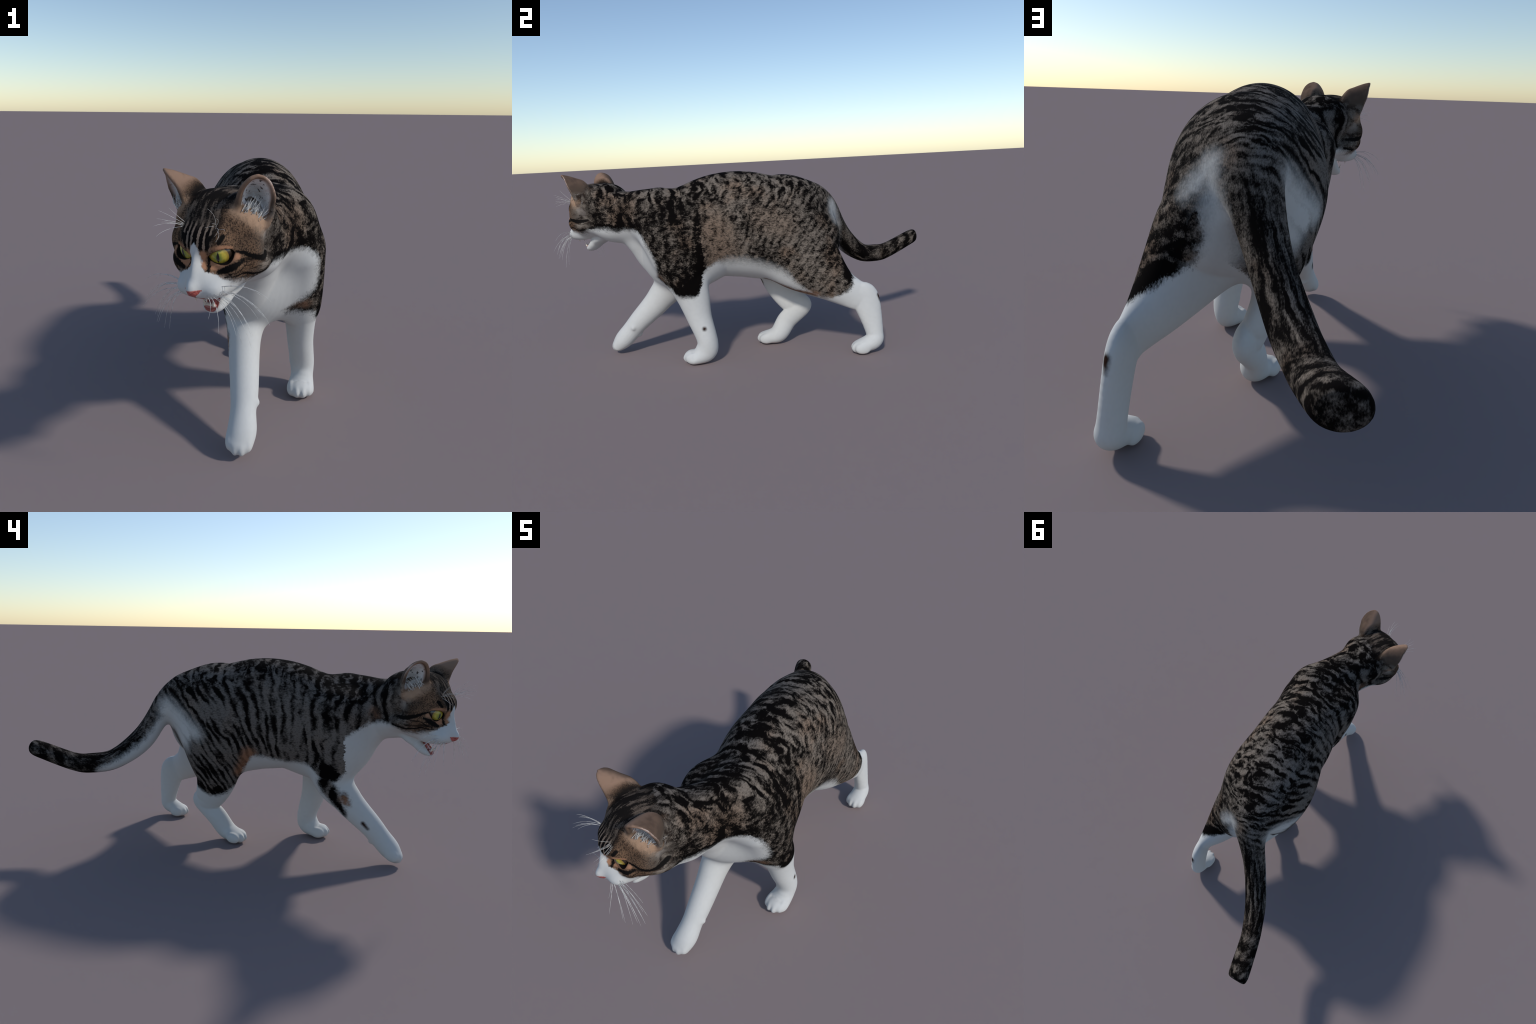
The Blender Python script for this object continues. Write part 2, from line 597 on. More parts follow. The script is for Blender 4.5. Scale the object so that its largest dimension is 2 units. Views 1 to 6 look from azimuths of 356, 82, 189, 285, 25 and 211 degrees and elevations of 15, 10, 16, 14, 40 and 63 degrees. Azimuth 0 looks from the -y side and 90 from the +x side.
class Ex:
    def __init__(self, g, s):
        self.g, self.s = g, s

    def __add__(self, o): return self.g.math('ADD', self, o)
    __radd__ = __add__
    def __sub__(self, o): return self.g.math('SUBTRACT', self, o)
    def __rsub__(self, o): return self.g.math('SUBTRACT', o, self)
    def __mul__(self, o): return self.g.math('MULTIPLY', self, o)
    __rmul__ = __mul__
    def __neg__(self): return self.g.math('MULTIPLY', self, -1)
    def abs(self): return self.g.math('ABSOLUTE', self)
    def sin(self): return self.g.math('SINE', self)


WHITE = (.575, .575, .56)
DARK = (.0040, .0032, .0030)
GREY = (.180, .150, .124)
WARM = (.205, .138, .096)


def coat_material(with_face):
    g = Graph('cat_face_coat' if with_face else 'cat_body_coat')
    P = Ex(g, g.node('ShaderNodeTexCoord').outputs['Object'])
    N = Ex(g, g.node('ShaderNodeNewGeometry').outputs['Normal'])
    x, y, z = g.xyz(P)
    nx, ny, nz = g.xyz(N)
    # fur grain: fine strands that lie along the body
    strand = g.noise(g.vmath('MULTIPLY', P, (330, 90, 190)), 1, 2.5, .65)
    tuft = g.noise(g.vmath('MULTIPLY', P, (95, 42, 62)), 1, 2, .6)
    wob = g.noise(P, 26, 2, .5, colour=True)
    wob = g.vmath('SUBTRACT', wob, (.5, .5, .5))
    fine = g.vmath('SUBTRACT', g.noise(g.vmath('MULTIPLY', P, (210, 80, 120)), 1, 2, .6, colour=True), (.5, .5, .5))
    J = g.vmath('ADD', P, g.vmath('ADD', g.vmath('SCALE', wob, .022), g.vmath('SCALE', fine, .028)))
    jx, jy, jz = g.xyz(J)
    W = g.vmath('SUBTRACT', J, HO)
    jl, jf, jh = g.dot(W, HB[0]), g.dot(W, HB[1]), g.dot(W, HB[2])

    # ---------------- where the coat is white (field > 0)
    throat = g.curve([(-.36, -.15), (-.27, -.085), (-.244, -.056), (-.223, -.047), (-.166, -.043), (-.118, -.048), (-.077, -.066), (-.037, -.069), (.004, -.056),
                      (.030, -.050), (.046, -.036), (.060, -.030), (.072, .010), (.12, .050)], jf) - jh
    throat = throat - g.step(-.30, -.36, jf) * .4
    white = throat
    if not with_face:
        left = g.step(.0, .08, jx)
        belly_left = g.curve([(-.60, .43), (-.52, .435), (-.48, .410), (-.43, .383), (-.385, .345), (-.337, .343), (-.295, .37), (-.278, .42), (-.262, .458),
                              (-.242, .478), (-.187, .497), (-.10, .497), (-.02, .484), (.056, .456), (.118, .425), (.20, .35), (.32, .29), (.6, .28)], jy)
        belly_right = g.curve([(-.60, .45), (-.55, .45), (-.511, .443), (-.469, .402), (-.425, .381), (-.40, .385), (-.36, .42), (-.33, .443), (-.29, .455), (-.22, .456),
                               (-.15, .468), (-.076, .480), (-.045, .462), (-.028, .435), (0, .395), (.05, .305), (.10, .268), (.149, .252), (.234, .282), (.30, .30), (.6, .30)], jy)
        white = g.lerp(belly_right, belly_left, left) - jz
        white = white * (1 - left * g.step(-.24, -.15, jy) * g.step(.24, .12, jy) * .62)
        hx = g.fmax(jx, .10)
        hind = (jy - .452) * .75 - (hx - .278) * .88 + .384 - jz - g.step(.06, .0, jx) * 1.5
        inner = (g.fmin(jx, .05) + .045) * 2.6 + .25 - jz - g.step(.09, .13, jx) * .8 - g.step(.0, -.06, jy) * .5
        chest_left = g.curve([(.33, -.50), (.43, -.497), (.50, -.496), (.57, -.515), (.624, -.542), (.666, -.568), (.68, -.60), (.70, -.75), (.74, -.9)], jz)
        chest_right = g.curve([(.33, -.45), (.40, -.470), (.44, -.515), (.505, -.519), (.571, -.541), (.633, -.556), (.673, -.625), (.69, -.72), (.74, -.9)], jz)
        chest = g.lerp(chest_right, chest_left, left) - jy
        white = g.fmax(white, hind, inner, g.fmin(chest, .668 - jz), throat)
        blobs = [((.074, .405, .728), (.060, .425, .59), .016, .030), ((.085, .400, .722), (.140, .388, .655), .018, .010), ((.055, .42, .60), (.055, .42, .47), .042, .075),
                 ((-.085, .365, .690), (-.155, .205, .580), .030, .026), ((-.05, .375, .64), (-.09, .29, .54), .045, .050), ((-.075, .375, .665), (-.125, .255, .575), .036, .034),
                 ((-.035, .39, .625), (-.100, .465, .500), .055, .040), ((-.100, .465, .500), (-.165, .560, .420), .040, .034), ((-.165, .560, .420), (-.225, .665, .368), .034, .024)]
        white = g.fmax(white, g.fmin(*[g.capsule(J, *b) for b in blobs[:5]]) * -.35, g.fmin(*[g.capsule(J, *b) for b in blobs[5:]]) * -.8)
        # coloured patches that reach into the white
        ink = [h2w(p) for p in ((.124, -.150, -.037), (.121, -.194, -.036), (.107, -.276, -.047), (.113, -.298, -.036))]
        colour = [(ink[0], ink[1], .011, .012), (ink[1], ink[2], .012, .014), (ink[2], ink[3], .014, .016), ((.145, .040, .372), (.262, .262, .302), .016, .018), ((-.098, -.400, .372), (-.085, -.450, .305), .040, .034), ((-.085, -.450, .305), (-.066, -.497, .228), .034, .016),
                  ((-.090, -.487, .315), (-.094, -.505, .290), .024, .020), ((.150, .425, .575), (.150, .425, .510), .034, .040), ((.118, .43, .605), (.125, .43, .55), .022, .030)]
        white = g.fmin(white, *[g.capsule(J, *b) for b in colour])
    white_mask = g.step(-.016, .015, white)

    # ---------------- tabby pattern
    slant = g.step(-.35, .25, y) * .95
    phi = y + slant * g.fmax(.80 - z, -.03)
    warp = g.noise(g.vmath('MULTIPLY', P, (8, 8, 8)), 1, 2, .5) - .5
    warp2 = g.noise(g.vmath('MULTIPLY', P, (24, 24, 24)), 1, 1, .5) - .5
    ph = phi + warp * .085 + warp2 * .024
    band = (ph * (2 * math.pi / .051)).sin() * (.25 + 1.5 * g.noise(P, 11, 1, .5))
    back = g.step(.15, .75, nz)
    side = g.step(-.25, .45, nx)                      # 0 = right flank, 1 = left flank
    streak = g.noise(g.vec(ph * 30, z * 9, x * 10), 1, 1, .5)
    blot = g.noise(g.vec(ph * 34, z * 22, x * 30 + warp * 3), 1, 2, .5)
    crack = g.edges(g.vmath('ADD', g.vmath('MULTIPLY', P, (66, 42, 84)), g.vmath('ADD', g.vmath('SCALE', wob, 4.5), g.vmath('SCALE', fine, 1.6))), 1)
    clump = g.noise(g.vmath('MULTIPLY', P, (52, 34, 60)), 1, 2, .6)
    shoulder = g.step(-.18, -.30, y)
    right_v = band * .58 + (streak - .5) * 4.0 + (blot - .5) * 1.6 + .04
    left_v = band * .22 + (blot - .5) * 3.4 + (clump - .5) * 2.8 + g.step(.20, .0, crack) * .55 + .22 + shoulder * .45
    dash = g.noise(g.vec(ph * 44, x * 22 + warp * 4, z * 20), 1, 2, .55)
    top_v = band * .30 + (dash - .5) * 5.4 + .22 + shoulder * .25
    v = g.lerp(g.lerp(right_v, left_v, side), top_v, back)
    v = v * g.lerp(1.0, .66, side * (1 - back)) + (g.noise(P, 5.5, 1, .5) - .5) * 1.6
    v = v + (strand - .5) * 1.5 + (tuft - .5) * 1.5
    tan_flank = 0.0
    if not with_face:
        tan_flank = .7 * g.fmax(g.step(.10, -.03, g.capsule(P, (.25, -.215, .66), (.25, -.19, .54), .050)), g.step(.06, -.03, g.capsule(P, (.26, .02, .70), (.26, .12, .66), .05)) * .55)
        v = v - tan_flank * .75
        # places that are always dark
        neck_ink = [h2w(p) for p in ((.124, -.160, -.037), (.121, -.194, -.036), (.107, -.276, -.047), (.113, -.298, -.036), (.117, -.302, .02))]
        neck_ink += [h2w(np.array(p) * [-1, 1, 1]) for p in ((.122, -.160, -.035), (.105, -.180, -.036))]
        black = [(neck_ink[0], neck_ink[1], .016, .016), (neck_ink[1], neck_ink[2], .016, .018), (neck_ink[2], neck_ink[3], .018, .020), (neck_ink[3], neck_ink[4], .016, .012), (neck_ink[5], neck_ink[6], .007, .004), ((.238, -.292, .70), (.252, -.285, .45), .008, .014), ((.255, -.330, .385), (.235, -.400, .385), .030, .018), ((.29, .445, .395), (.20, .44, .47), .036, .030),
                 ((-.04, .12, .285), (-.02, .22, .315), .038, .034), ((-.10, -.41, .44), (-.09, -.45, .405), .036, .026), ((-.083, -.37, .44), (-.10, -.36, .56), .014, .010),
                 ((-.085, -.43, .34), (-.066, -.495, .232), .020, .014), ((.165, .425, .535), (.170, .425, .50), .008, .012), ((.245, -.30, .43), (.235, -.285, .47), .02, .015)]
        bd = g.fmin(*[g.capsule(J, *b) for b in black])
        v = v + g.step(.016, -.016, bd) * 1.9
    # spine and tail carry more black; the tail is ringed towards its tip
    spine = g.step(.07, .0, (x - g.curve([(-.75, -.05), (-.5, .06), (-.1, .055), (.2, .045), (.40, .0), (.6, -.10)], y)).abs()) * g.step(.5, .95, nz)
    v = v + spine * .35
    if not with_face:
        on_tail = g.step(.40, .52, y) * g.step(.04, -.02, x)
        ring = ((y + warp * .05 + warp2 * .02) * (2 * math.pi / .075)).sin()
        tx = x - g.curve([(.30, .03), (.335, .024), (.41, -.017), (.50, -.082), (.62, -.151), (.73, -.198), (.81, -.225), (.95, -.262), (1.0, -.275)], y)
        lines = g.noise(g.vec(tx * 75 + warp2 * 1.5, y * 9, 0), 1, 2, .5)
        tail_v = g.lerp((lines - .5) * 5.5 + .40, ring * .45 + (blot - .5) * 4.0 + .35, g.step(.70, .84, y)) + (strand - .5) * 2.0 + (tuft - .5) * 1.5 + .15
        tail_v = tail_v - g.step(.990, .996, y) * .45
        v = g.lerp(v, tail_v * .8 + .12, on_tail)
    dark_mask = g.step(-.70, .85, v)

    warmth = g.noise(P, 7, 2, .5)
    warm = g.step(.48, .70, warmth) * g.lerp(.25, .75, side)
    if not with_face:
        warm = g.fmax(warm, tan_flank, g.step(.10, .0, g.capsule(P, (.12, -.66, .74), (.10, -.60, .76), .02)) * .8)
    od = 0.0
    if not with_face:
        orange = [((-.118, -.045, .500), (-.060, .015, .395), .030, .026), ((-.090, -.495, .310), (-.095, -.508, .288), .020, .016), 
                  ((.145, .040, .376), (.262, .262, .306), .016, .016), ((.12, -.53, .46), (.20, -.48, .425), .014, .014), ((-.125, -.61, .70), (-.120, -.60, .72), .012, .012)]
        od = .8 * g.step(.026, -.022, g.fmin(*[g.capsule(J, *b) for b in orange]))
        warm = g.fmax(warm, od)
        dark_mask = g.math('MULTIPLY', dark_mask, 1 - od * .80)
    light = g.mix(g.mix((.152, .134, .120), GREY, side), WARM, warm)
    light = g.mix(light, tuple(.40 * a for a in GREY), g.step(.42, .72, strand) * .80)
    if not with_face:
        light = g.mix(light, (.33, .145, .075), od * .75)
    col = g.mix(light, DARK, dark_mask)

    spots = [((.2595, -.288, .184), .0115), ((-.088, -.590, .184), .012), ((.289, .574, .270), .016)]
    if with_face:
        col, white_mask, rough = face_colours(g, col, white_mask, P, N, J, strand, tuft, wob, fine)
    base_white = g.mix(WHITE, tuple(.86 * a for a in WHITE), g.step(.35, .7, tuft) * .18)
    pink = g.step(.02, -.004, z) * g.step(-.2, -.8, nz)
    base_white = g.mix(base_white, (.62, .42, .36), pink * .7)
    col = g.mix(col, base_white, white_mask)
    if with_face:
        col = face_top(g, col, P, N, J)
    else:
        PF = g.vmath('ADD', P, g.vmath('SCALE', fine, .006))
        sd = [g.stroke(PF, [(*c, r)]) for c, r in spots[:1]] + [g.capsule(PF, (-.084, -.584, .196), (-.086, -.606, .172), .011, .010), g.capsule(PF, (.289, .574, .285), (.287, .576, .250), .014, .008)]
        m = g.step(.006, -.009, g.fmin(*sd))
        col = g.mix(col, (.030, .014, .010), m)
    g.plug(g.bsdf.inputs['Base Color'], col)
    g.bsdf.inputs['Roughness'].default_value = .9
    g.bsdf.inputs['Specular IOR Level'].default_value = .02
    b = g.node('ShaderNodeBump')
    b.inputs['Strength'].default_value = .22
    b.inputs['Distance'].default_value = .002
    g.plug(b.inputs['Height'], strand * (1 - white_mask * .8) + tuft * .4 * (1 - white_mask * .7))
    g.t.links.new(b.outputs[0], g.bsdf.inputs['Normal'])
    return g.mat


def head_point(g, V):
    W = g.vmath('SUBTRACT', V, HO)
    l, f, h = g.dot(W, HB[0]), g.dot(W, HB[1]), g.dot(W, HB[2])
    return l, f, h, g.vec(l.abs(), f, h)


EAR_N = np.array([.48, .757, -.44]); EAR_N /= np.linalg.norm(EAR_N)


def face_colours(g, body_col, white_mask, P, N, J, strand, tuft, wob, fine):
    l, f, h, Q = head_point(g, P)
    JF = g.vmath('ADD', P, g.vmath('ADD', g.vmath('SCALE', wob, .006), g.vmath('SCALE', fine, .0085)))
    jl, jf, jh, QJ = head_point(g, JF)
    al = l.abs()
    # brown speckled cheeks, fading into the body pattern on the neck
    speck = g.noise(P, 250, 2, .6)
    top = g.noise(g.vec(l * 62, f * 15, h * 15), 1, 2, .55)
    tv = g.step(.32, .52, top + (speck - .5) * .35)
    sv = g.step(.40, .66, speck + (tuft - .5) * .3)
    brown = g.mix((.185, .112, .070), (.040, .027, .020), sv)
    crown = g.mix((.125, .096, .075), (.012, .010, .009), tv)
    crown_m = g.fmax(g.step(.075, .045, al + (tuft - .5) * .03) * g.step(.03, .06, h), g.step(.13, .16, h) * g.step(.09, .07, al))
    col = g.mix(brown, crown, crown_m)
    grey_cheek = g.step(.07, .115, al) * g.step(.00, -.07, f)
    cheek = g.mix((.20, .175, .15), (.020, .017, .016), g.step(.38, .62, g.noise(g.vec(l * 40, f * 20, h * 34), 1, 3, .6) + (strand - .5) * .4))
    col = g.mix(col, cheek, grey_cheek * .85)
    temple = g.stroke(QJ, [(.118, -.010, .060, .012), (.136, -.045, .030, .018)])
    col = g.mix(col, (.022, .017, .014), g.step(.02, -.015, temple + (tuft - .5) * .03) * .6)
    col = g.mix(col, body_col, g.step(-.075, -.145, f + (tuft - .5) * .05))
    lines = g.noise(g.vec(l * 14, f * 17, h * 115), 1, 2, .55)
    col = g.mix(col, (.012, .010, .009), g.step(.52, .62, lines) * g.step(.060, .078, al) * g.step(.035, .0, h) * g.step(-.11, -.07, f) * .8)
    # forehead stripes
    s = ((jl.abs() + .0012 + (top - .5) * .006) * (2 * math.pi / .0150)).sin()
    fm = g.step(.022, .034, jh) * g.step(.115, .075, jh) * g.step(.030, .046, jf) * g.step(.048, .040, al)
    col = g.mix(col, g.mix((.215, .160, .122), (.006, .005, .005), g.step(-.50, .05, s)), fm)
    # tan ring round the eye, tan side of the nose, orange by the ear
    tan = g.fmin(g.stroke(Q, [(.036, .048, -.014, .011), (.055, .044, -.018, .010), (.080, .030, -.002, .008), (.098, .020, .012, .007)]),
                 g.stroke(Q, [(.020, .066, .022, .008), (.018, .066, -.004, .007), (.022, .066, -.018, .005)]),
                 g.stroke(Q, [(.040, .062, .036, .005), (.062, .055, .038, .0045), (.086, .030, .034, .004)]))
    col = g.mix(col, (.40, .205, .120), g.step(.006, -.003, tan) * .85)
    ear_tan = g.stroke(Q, [(.092, -.005, .132, .014), (.125, -.030, .105, .016), (.137, -.060, .090, .014)])
    col = g.mix(col, (.46, .30, .20), g.step(.024, -.010, ear_tan + (tuft - .5) * .03) * .75)
    behind = g.stroke(Q, [(.130, -.075, .050, .013), (.120, -.085, .036, .012)])
    col = g.mix(col, (.33, .29, .26), g.step(.012, -.006, behind + (tuft - .5) * .02) * .45)
    # black strokes
    ink = [[(.094, .020, .024, .003), (.113, .007, .019, .0055), (.132, -.009, .010, .0075), (.140, -.034, .003, .009), (.133, -.068, -.004, .009), (.118, -.105, .0, .008)],
           [(.072, .041, -.046, .0022), (.102, .022, -.040, .0035), (.105, -.002, -.039, .004), (.116, -.028, -.046, .0045), (.123, -.054, -.049, .005), (.130, -.082, -.045, .005), (.125, -.116, -.038, .0055), (.122, -.194, -.036, .0055)],
           [(.110, .011, .001, .004), (.099, .030, -.011, .009), (.078, .041, -.024, .010), (.056, .046, -.031, .007)],
           [(.113, .004, -.015, .002), (.106, .023, -.028, .003), (.083, .037, -.038, .003)],
           [(.030, .052, .0, .005), (.031, .056, -.017, .0055), (.034, .066, -.032, .003)],
           [(.070, .048, .066, .008), (.062, .058, .050, .006)],
           [(.041, .065, .065, .006), (.036, .071, .049, .0055), (.037, .069, .036, .0035)]]
    d = g.fmin(*[g.stroke(QJ, k) for k in ink])
    col = g.mix(col, (.009, .008, .0075), g.step(.0022, -.0022, d))
    # ears: tan back, pale rim, white hair inside
    ear_zone = g.step(.075, .092, al) * g.step(.115, .150, h) * g.step(-.115, -.095, f)
    ear_col = g.mix((.265, .168, .118), (.10, .066, .048), g.step(.50, .80, g.noise(P, 22, 3, .6)) * .6)
    nl = g.dot(N, HB[0]) * g.math('SIGN', l)
    ear_col = g.mix(ear_col, g.mix((.095, .064, .048), (.050, .036, .030), g.step(.4, .7, g.noise(P, 34, 2, .5))), g.step(-.55, .25, nl) * g.step(.1, -.35, g.dot(N, HB[1])) * .8)  # darker tone on the rear and outer faces of the ear, chosen by normal
    ear_col = g.mix(ear_col, (.085, .062, .048), g.step(.205, .140, h + (tuft - .5) * .02))
    col = g.mix(col, ear_col, ear_zone)
    # blaze and white muzzle
    blaze = g.curve([(-.12, .030), (-.036, .030), (-.026, .026), (-.012, .016), (.010, .0145), (.030, .012), (.040, .007), (.050, .0), (.06, -.004)], jh) - jl.abs()
    blaze = g.fmin(blaze, jf - .045)
    muzzle = g.curve([(.0, -.022), (.030, -.030), (.050, -.038), (.070, -.050), (.085, -.055), (.13, -.07)], jl.abs()) - jh
    muzzle = g.fmin(muzzle, jf - .025)
    zone = g.step(-.03, .03, f)
    inside = g.step(-.0025, .0025, g.fmax(blaze, muzzle))
    keep = g.math('MULTIPLY', white_mask, g.fmax(1 - g.step(-.02, .02, f), g.step(-.03, -.075, jh)))
    keep = g.math('MULTIPLY', keep, 1 - g.step(.0022, -.0022, d))
    return col, g.fmax(keep, inside), None


def face_top(g, col, P, N, J):
    l, f, h, Q = head_point(g, P)
    al = l.abs()
    n = g.vec(g.dot(N, HB[0]) * g.math('SIGN', l), g.dot(N, HB[1]), g.dot(N, HB[2]))
    facing = g.dot(n, EAR_N)
    behind = g.dot(g.vmath('SUBTRACT', Q, (.080, 0, .148)), EAR_N)
    cup = g.fmax(g.step(.0, .35, facing) * g.step(-.10, -.088, f), g.step(.032, .027, g.capsule(Q, (.118, -.040, .128), (.128, -.030, .160), 0)))
    cup = cup * g.step(-.002, -.010, behind) * g.step(.078, .088, al) * g.step(.080, .095, h)
    tufts = g.noise(g.vmath('MULTIPLY', P, (60, 60, 190)), 1, 2, .6)
    inner = g.mix((.86, .86, .86), (.70, .62, .60), g.step(.46, .66, tufts) * .6)  # lightened beyond the coat white to offset shadow within the ear cup
    inner = g.mix(inner, (.045, .036, .034), g.step(.62, .70, g.noise(P, 75, 1, .5)) * g.step(.135, .15, h) * .9)
    inner = g.mix(inner, (.36, .25, .20), g.step(-.022, -.004, behind))
    col = g.mix(col, inner, cup)
    # eyelid rims
    e = g.vmath('SUBTRACT', Q, EYE_M)
    u, v, w = g.dot(e, EYE_H), g.dot(e, EYE_V), g.dot(e, EYE_N)
    up, down = .020, .022
    ru, rd = (EYE_W ** 2 + up ** 2) / (2 * up), (EYE_W ** 2 + down ** 2) / (2 * down)
    du = g.vmath('LENGTH', g.vec(u, v + (ru - up), 0), out=1) - ru
    dd = g.vmath('LENGTH', g.vec(u, v - (rd - down), 0), out=1) - rd
    rim = g.step(.0020, .0006, g.fmax(du, dd)) * g.step(-.035, -.02, w)
    col = g.mix(col, (.012, .009, .008), rim)
    # mouth lining
    fl = -((h + .109) * math.cos(MA) + (f + .040) * math.sin(MA)) + g.math('MULTIPLY', g.fmin(g.fmax(al - .012, 0.0), .03), .5)
    lining = g.step(.0030, .0010, fl.abs()) * g.step(-.062, -.052, f) * g.step(-.100, -.108, h) * g.step(.035, .03, f) * g.step(.05, .04, al)
    roof_m = g.step(-.45, -.75, g.dot(N, HB[2])) * g.step(-.085, -.093, h) * g.step(.030, .024, al) * g.step(-.06, -.045, f) * g.step(.078, .070, f) * g.step(-.13, -.122, h)
    col = g.mix(col, (.36, .12, .105), g.fmax(lining, roof_m))
    # whisker follicles
    dots = g.edges(g.vmath('MULTIPLY', Q, (1, 1, 1)), 95)
    pad = g.stroke(Q, [(.060, .052, -.082, .010), (.040, .078, -.090, .008)])
    cell = g.node('ShaderNodeTexVoronoi')
    g.plug(cell.inputs['Vector'], Q)
    cell.inputs['Scale'].default_value = 105
    cell.inputs['Randomness'].default_value = .5
    dot = g.step(.22, .12, Ex(g, cell.outputs['Distance']))
    col = g.mix(col, (.28, .25, .25), dot * g.step(.004, -.003, pad) * .55)
    # cleft of the lip
    cl = g.step(.0024, .001, al) * g.step(-.091, -.095, h) * g.step(.07, .08, f)
    col = g.mix(col, (.20, .07, .065), cl * .8)
    return col


def plain(name, col, rough=.5, spec=.5, coat=0.0, sss=0.0):
    g = Graph(name)
    P = Ex(g, g.node('ShaderNodeTexCoord').outputs['Object'])
    c = g.mix(col, tuple(.75 * a for a in col), g.step(.4, .7, g.noise(P, 160, 2, .5)) * .5)
    g.plug(g.bsdf.inputs['Base Color'], c)
    g.bsdf.inputs['Roughness'].default_value = rough
    g.bsdf.inputs['Specular IOR Level'].default_value = spec
    g.bsdf.inputs['Coat Weight'].default_value = coat
    g.bsdf.inputs['Subsurface Weight'].default_value = sss
    g.bsdf.inputs['Subsurface Scale'].default_value = .004
    return g.mat


def nose_material():
    g = Graph('nose_leather')
    P = Ex(g, g.node('ShaderNodeTexCoord').outputs['Object'])
    l, f, h, Q = head_point(g, P)
    c = g.mix((.47, .115, .095), (.30, .055, .050), g.step(.42, .62, g.noise(P, 210, 2, .5)))
    c = g.mix(c, (.62, .40, .36), g.step(-.077, -.0735, h) * .8)
    nos = g.capsule(Q, (.0105, .108, -.083), (.016, .100, -.079), .0035, .002)
    c = g.mix(c, (.030, .010, .010), g.step(.0012, -.0008, nos))
    g.plug(g.bsdf.inputs['Base Color'], c)
    g.bsdf.inputs['Roughness'].default_value = .42
    return g.mat


def eye_material():
    # local frame: +Z looks out of the eye, +Y up
    g = Graph('cat_eye')
    P = Ex(g, g.node('ShaderNodeTexCoord').outputs['Object'])
    u, v, w = g.xyz(P)
    r = g.vmath('LENGTH', g.vec(u, v, 0), out=1)
    fibre = g.noise(g.vec(u * 120, v * 120, w * 40), 1, 3, .6)
    iris = g.mix((.56, .43, .055), (.36, .34, .042), g.step(.35, .65, fibre))
    iris = g.mix((.20, .26, .035), iris, g.step(.006, .017, r))
    iris = g.mix(iris, (.33, .22, .035), g.step(.019, .026, r))
    iris = g.mix(iris, (.035, .022, .015), g.step(.0262, .0285, r))
    R = (.0165 ** 2 + .0042 ** 2) / (2 * .0042)
    pupil = g.vmath('LENGTH', g.vec(u.abs() + (R - .0042), v, 0), out=1) - R
    iris = g.mix(iris, (.004, .004, .004), g.step(.0006, -.0006, pupil))
    g.plug(g.bsdf.inputs['Base Color'], iris)
    g.bsdf.inputs['Roughness'].default_value = .25
    g.bsdf.inputs['Specular IOR Level'].default_value = .45
    g.bsdf.inputs['Coat Weight'].default_value = .6
    g.bsdf.inputs['Coat Roughness'].default_value = .04
    return g.mat


def whisker_material():
    g = Graph('whisker_hair')
    P = Ex(g, g.node('ShaderNodeTexCoord').outputs['Object'])
    g.plug(g.bsdf.inputs['Base Color'], g.mix((.70, .69, .66), (.30, .28, .26), g.step(.45, .65, g.noise(P, 90, 2, .5)) * .8))
    g.bsdf.inputs['Roughness'].default_value = .35
    return g.mat


BODY, FACE = coat_material(False), coat_material(True)
NOSE, EYE, HAIR = nose_material(), eye_material(), whisker_material()
GUM, TONGUE, TOOTH = plain('gum_flesh', (.42, .17, .15), .35), plain('tongue_flesh', (.52, .16, .15), .4, .5, 0, .2), plain('tooth_enamel', (.74, .66, .56), .25, .5, .3)

# ------------------------------------------------------------------ objects
scene = bpy.context.scene
cat = bpy.data.objects.new('tabby_cat', None)
cat.empty_display_size = .2
scene.collection.objects.link(cat)
cat['label'] = 'walking brown tabby cat with white legs, chest and muzzle'
cat['category'] = 'cat'


def add(name, mesh, parent, mat=None):
    o = bpy.data.objects.new(name, mesh)
    scene.collection.objects.link(o)
    o.parent = parent
    if mat:
        mesh.materials.append(mat)
    return o


# whole-body normals, then separation by region
fv = verts[quads]
fn = np.cross(fv[:, 2] - fv[:, 0], fv[:, 3] - fv[:, 1])
vn = np.zeros_like(verts)
for k in range(4):
    for i in range(3):
        vn[:, i] += np.bincount(quads[:, k], weights=fn[:, i], minlength=len(verts))
vn /= np.linalg.norm(vn, axis=1, keepdims=True) + 1e-12
# look outwards
if ((verts - verts.mean(0)) * vn).sum() < 0:
    quads = quads[:, ::-1]
    vn = -vn

cen = verts[quads].mean(1)
cl = (cen - HO) @ HB.T


def field_at(F, p):
    g = (p - LO) / F.grid.h - np.array([s.start for s in F.sl])
    sh = np.array(F.d.shape)
    ok = ((g >= 0) & (g < sh - 1)).all(1)
    i = np.clip(np.rint(g).astype(int), 0, sh - 1)
    return np.where(ok, F.d[tuple(i.T)], FAR)


names = list(TUBES)
part = np.array([field_at(nearest[n], cen) for n in names])
region = np.array(names, dtype=object)[part.argmin(0)]
# limbs own everything below the elbow / knee line; body above the shoulder line
for n in ('left_forelimb', 'right_forelimb', 'left_hindlimb', 'right_hindlimb'):
    i = names.index(n)
    near = part[i] < .012
    line = {'left_forelimb': .50, 'right_forelimb': .46, 'left_hindlimb': .47, 'right_hindlimb': .45}[n]
    jag = .0
    region[(region == n) & (cen[:, 2] > line + jag)] = 'torso'
    others = [names.index(m) for m in names if m.endswith('limb') and m != n]
    closest = part[i] <= part[others].min(0)
    region[near & closest & (cen[:, 2] < line) & ((region == 'torso') | (region == n))] = n
region[(region == 'tail') & (cen[:, 1] < .37)] = 'torso'
is_head = (cl[:, 1] > -.155 - .25 * np.clip(cl[:, 2], -.2, .2)) & (cen[:, 1] < -.45) & (cen[:, 2] > .52)
is_head &= ~((cen[:, 2] < .60) & (cl[:, 1] < -.12))
region[is_head] = 'head'
region[(region == 'neck') & ((cen[:, 1] > -.56) | (cl[:, 2] < -.26))] = 'torso'
region[(region == 'torso') & (cen[:, 1] < -.60) & (cen[:, 2] > .58)] = 'neck'
zc = cl[:, 2]
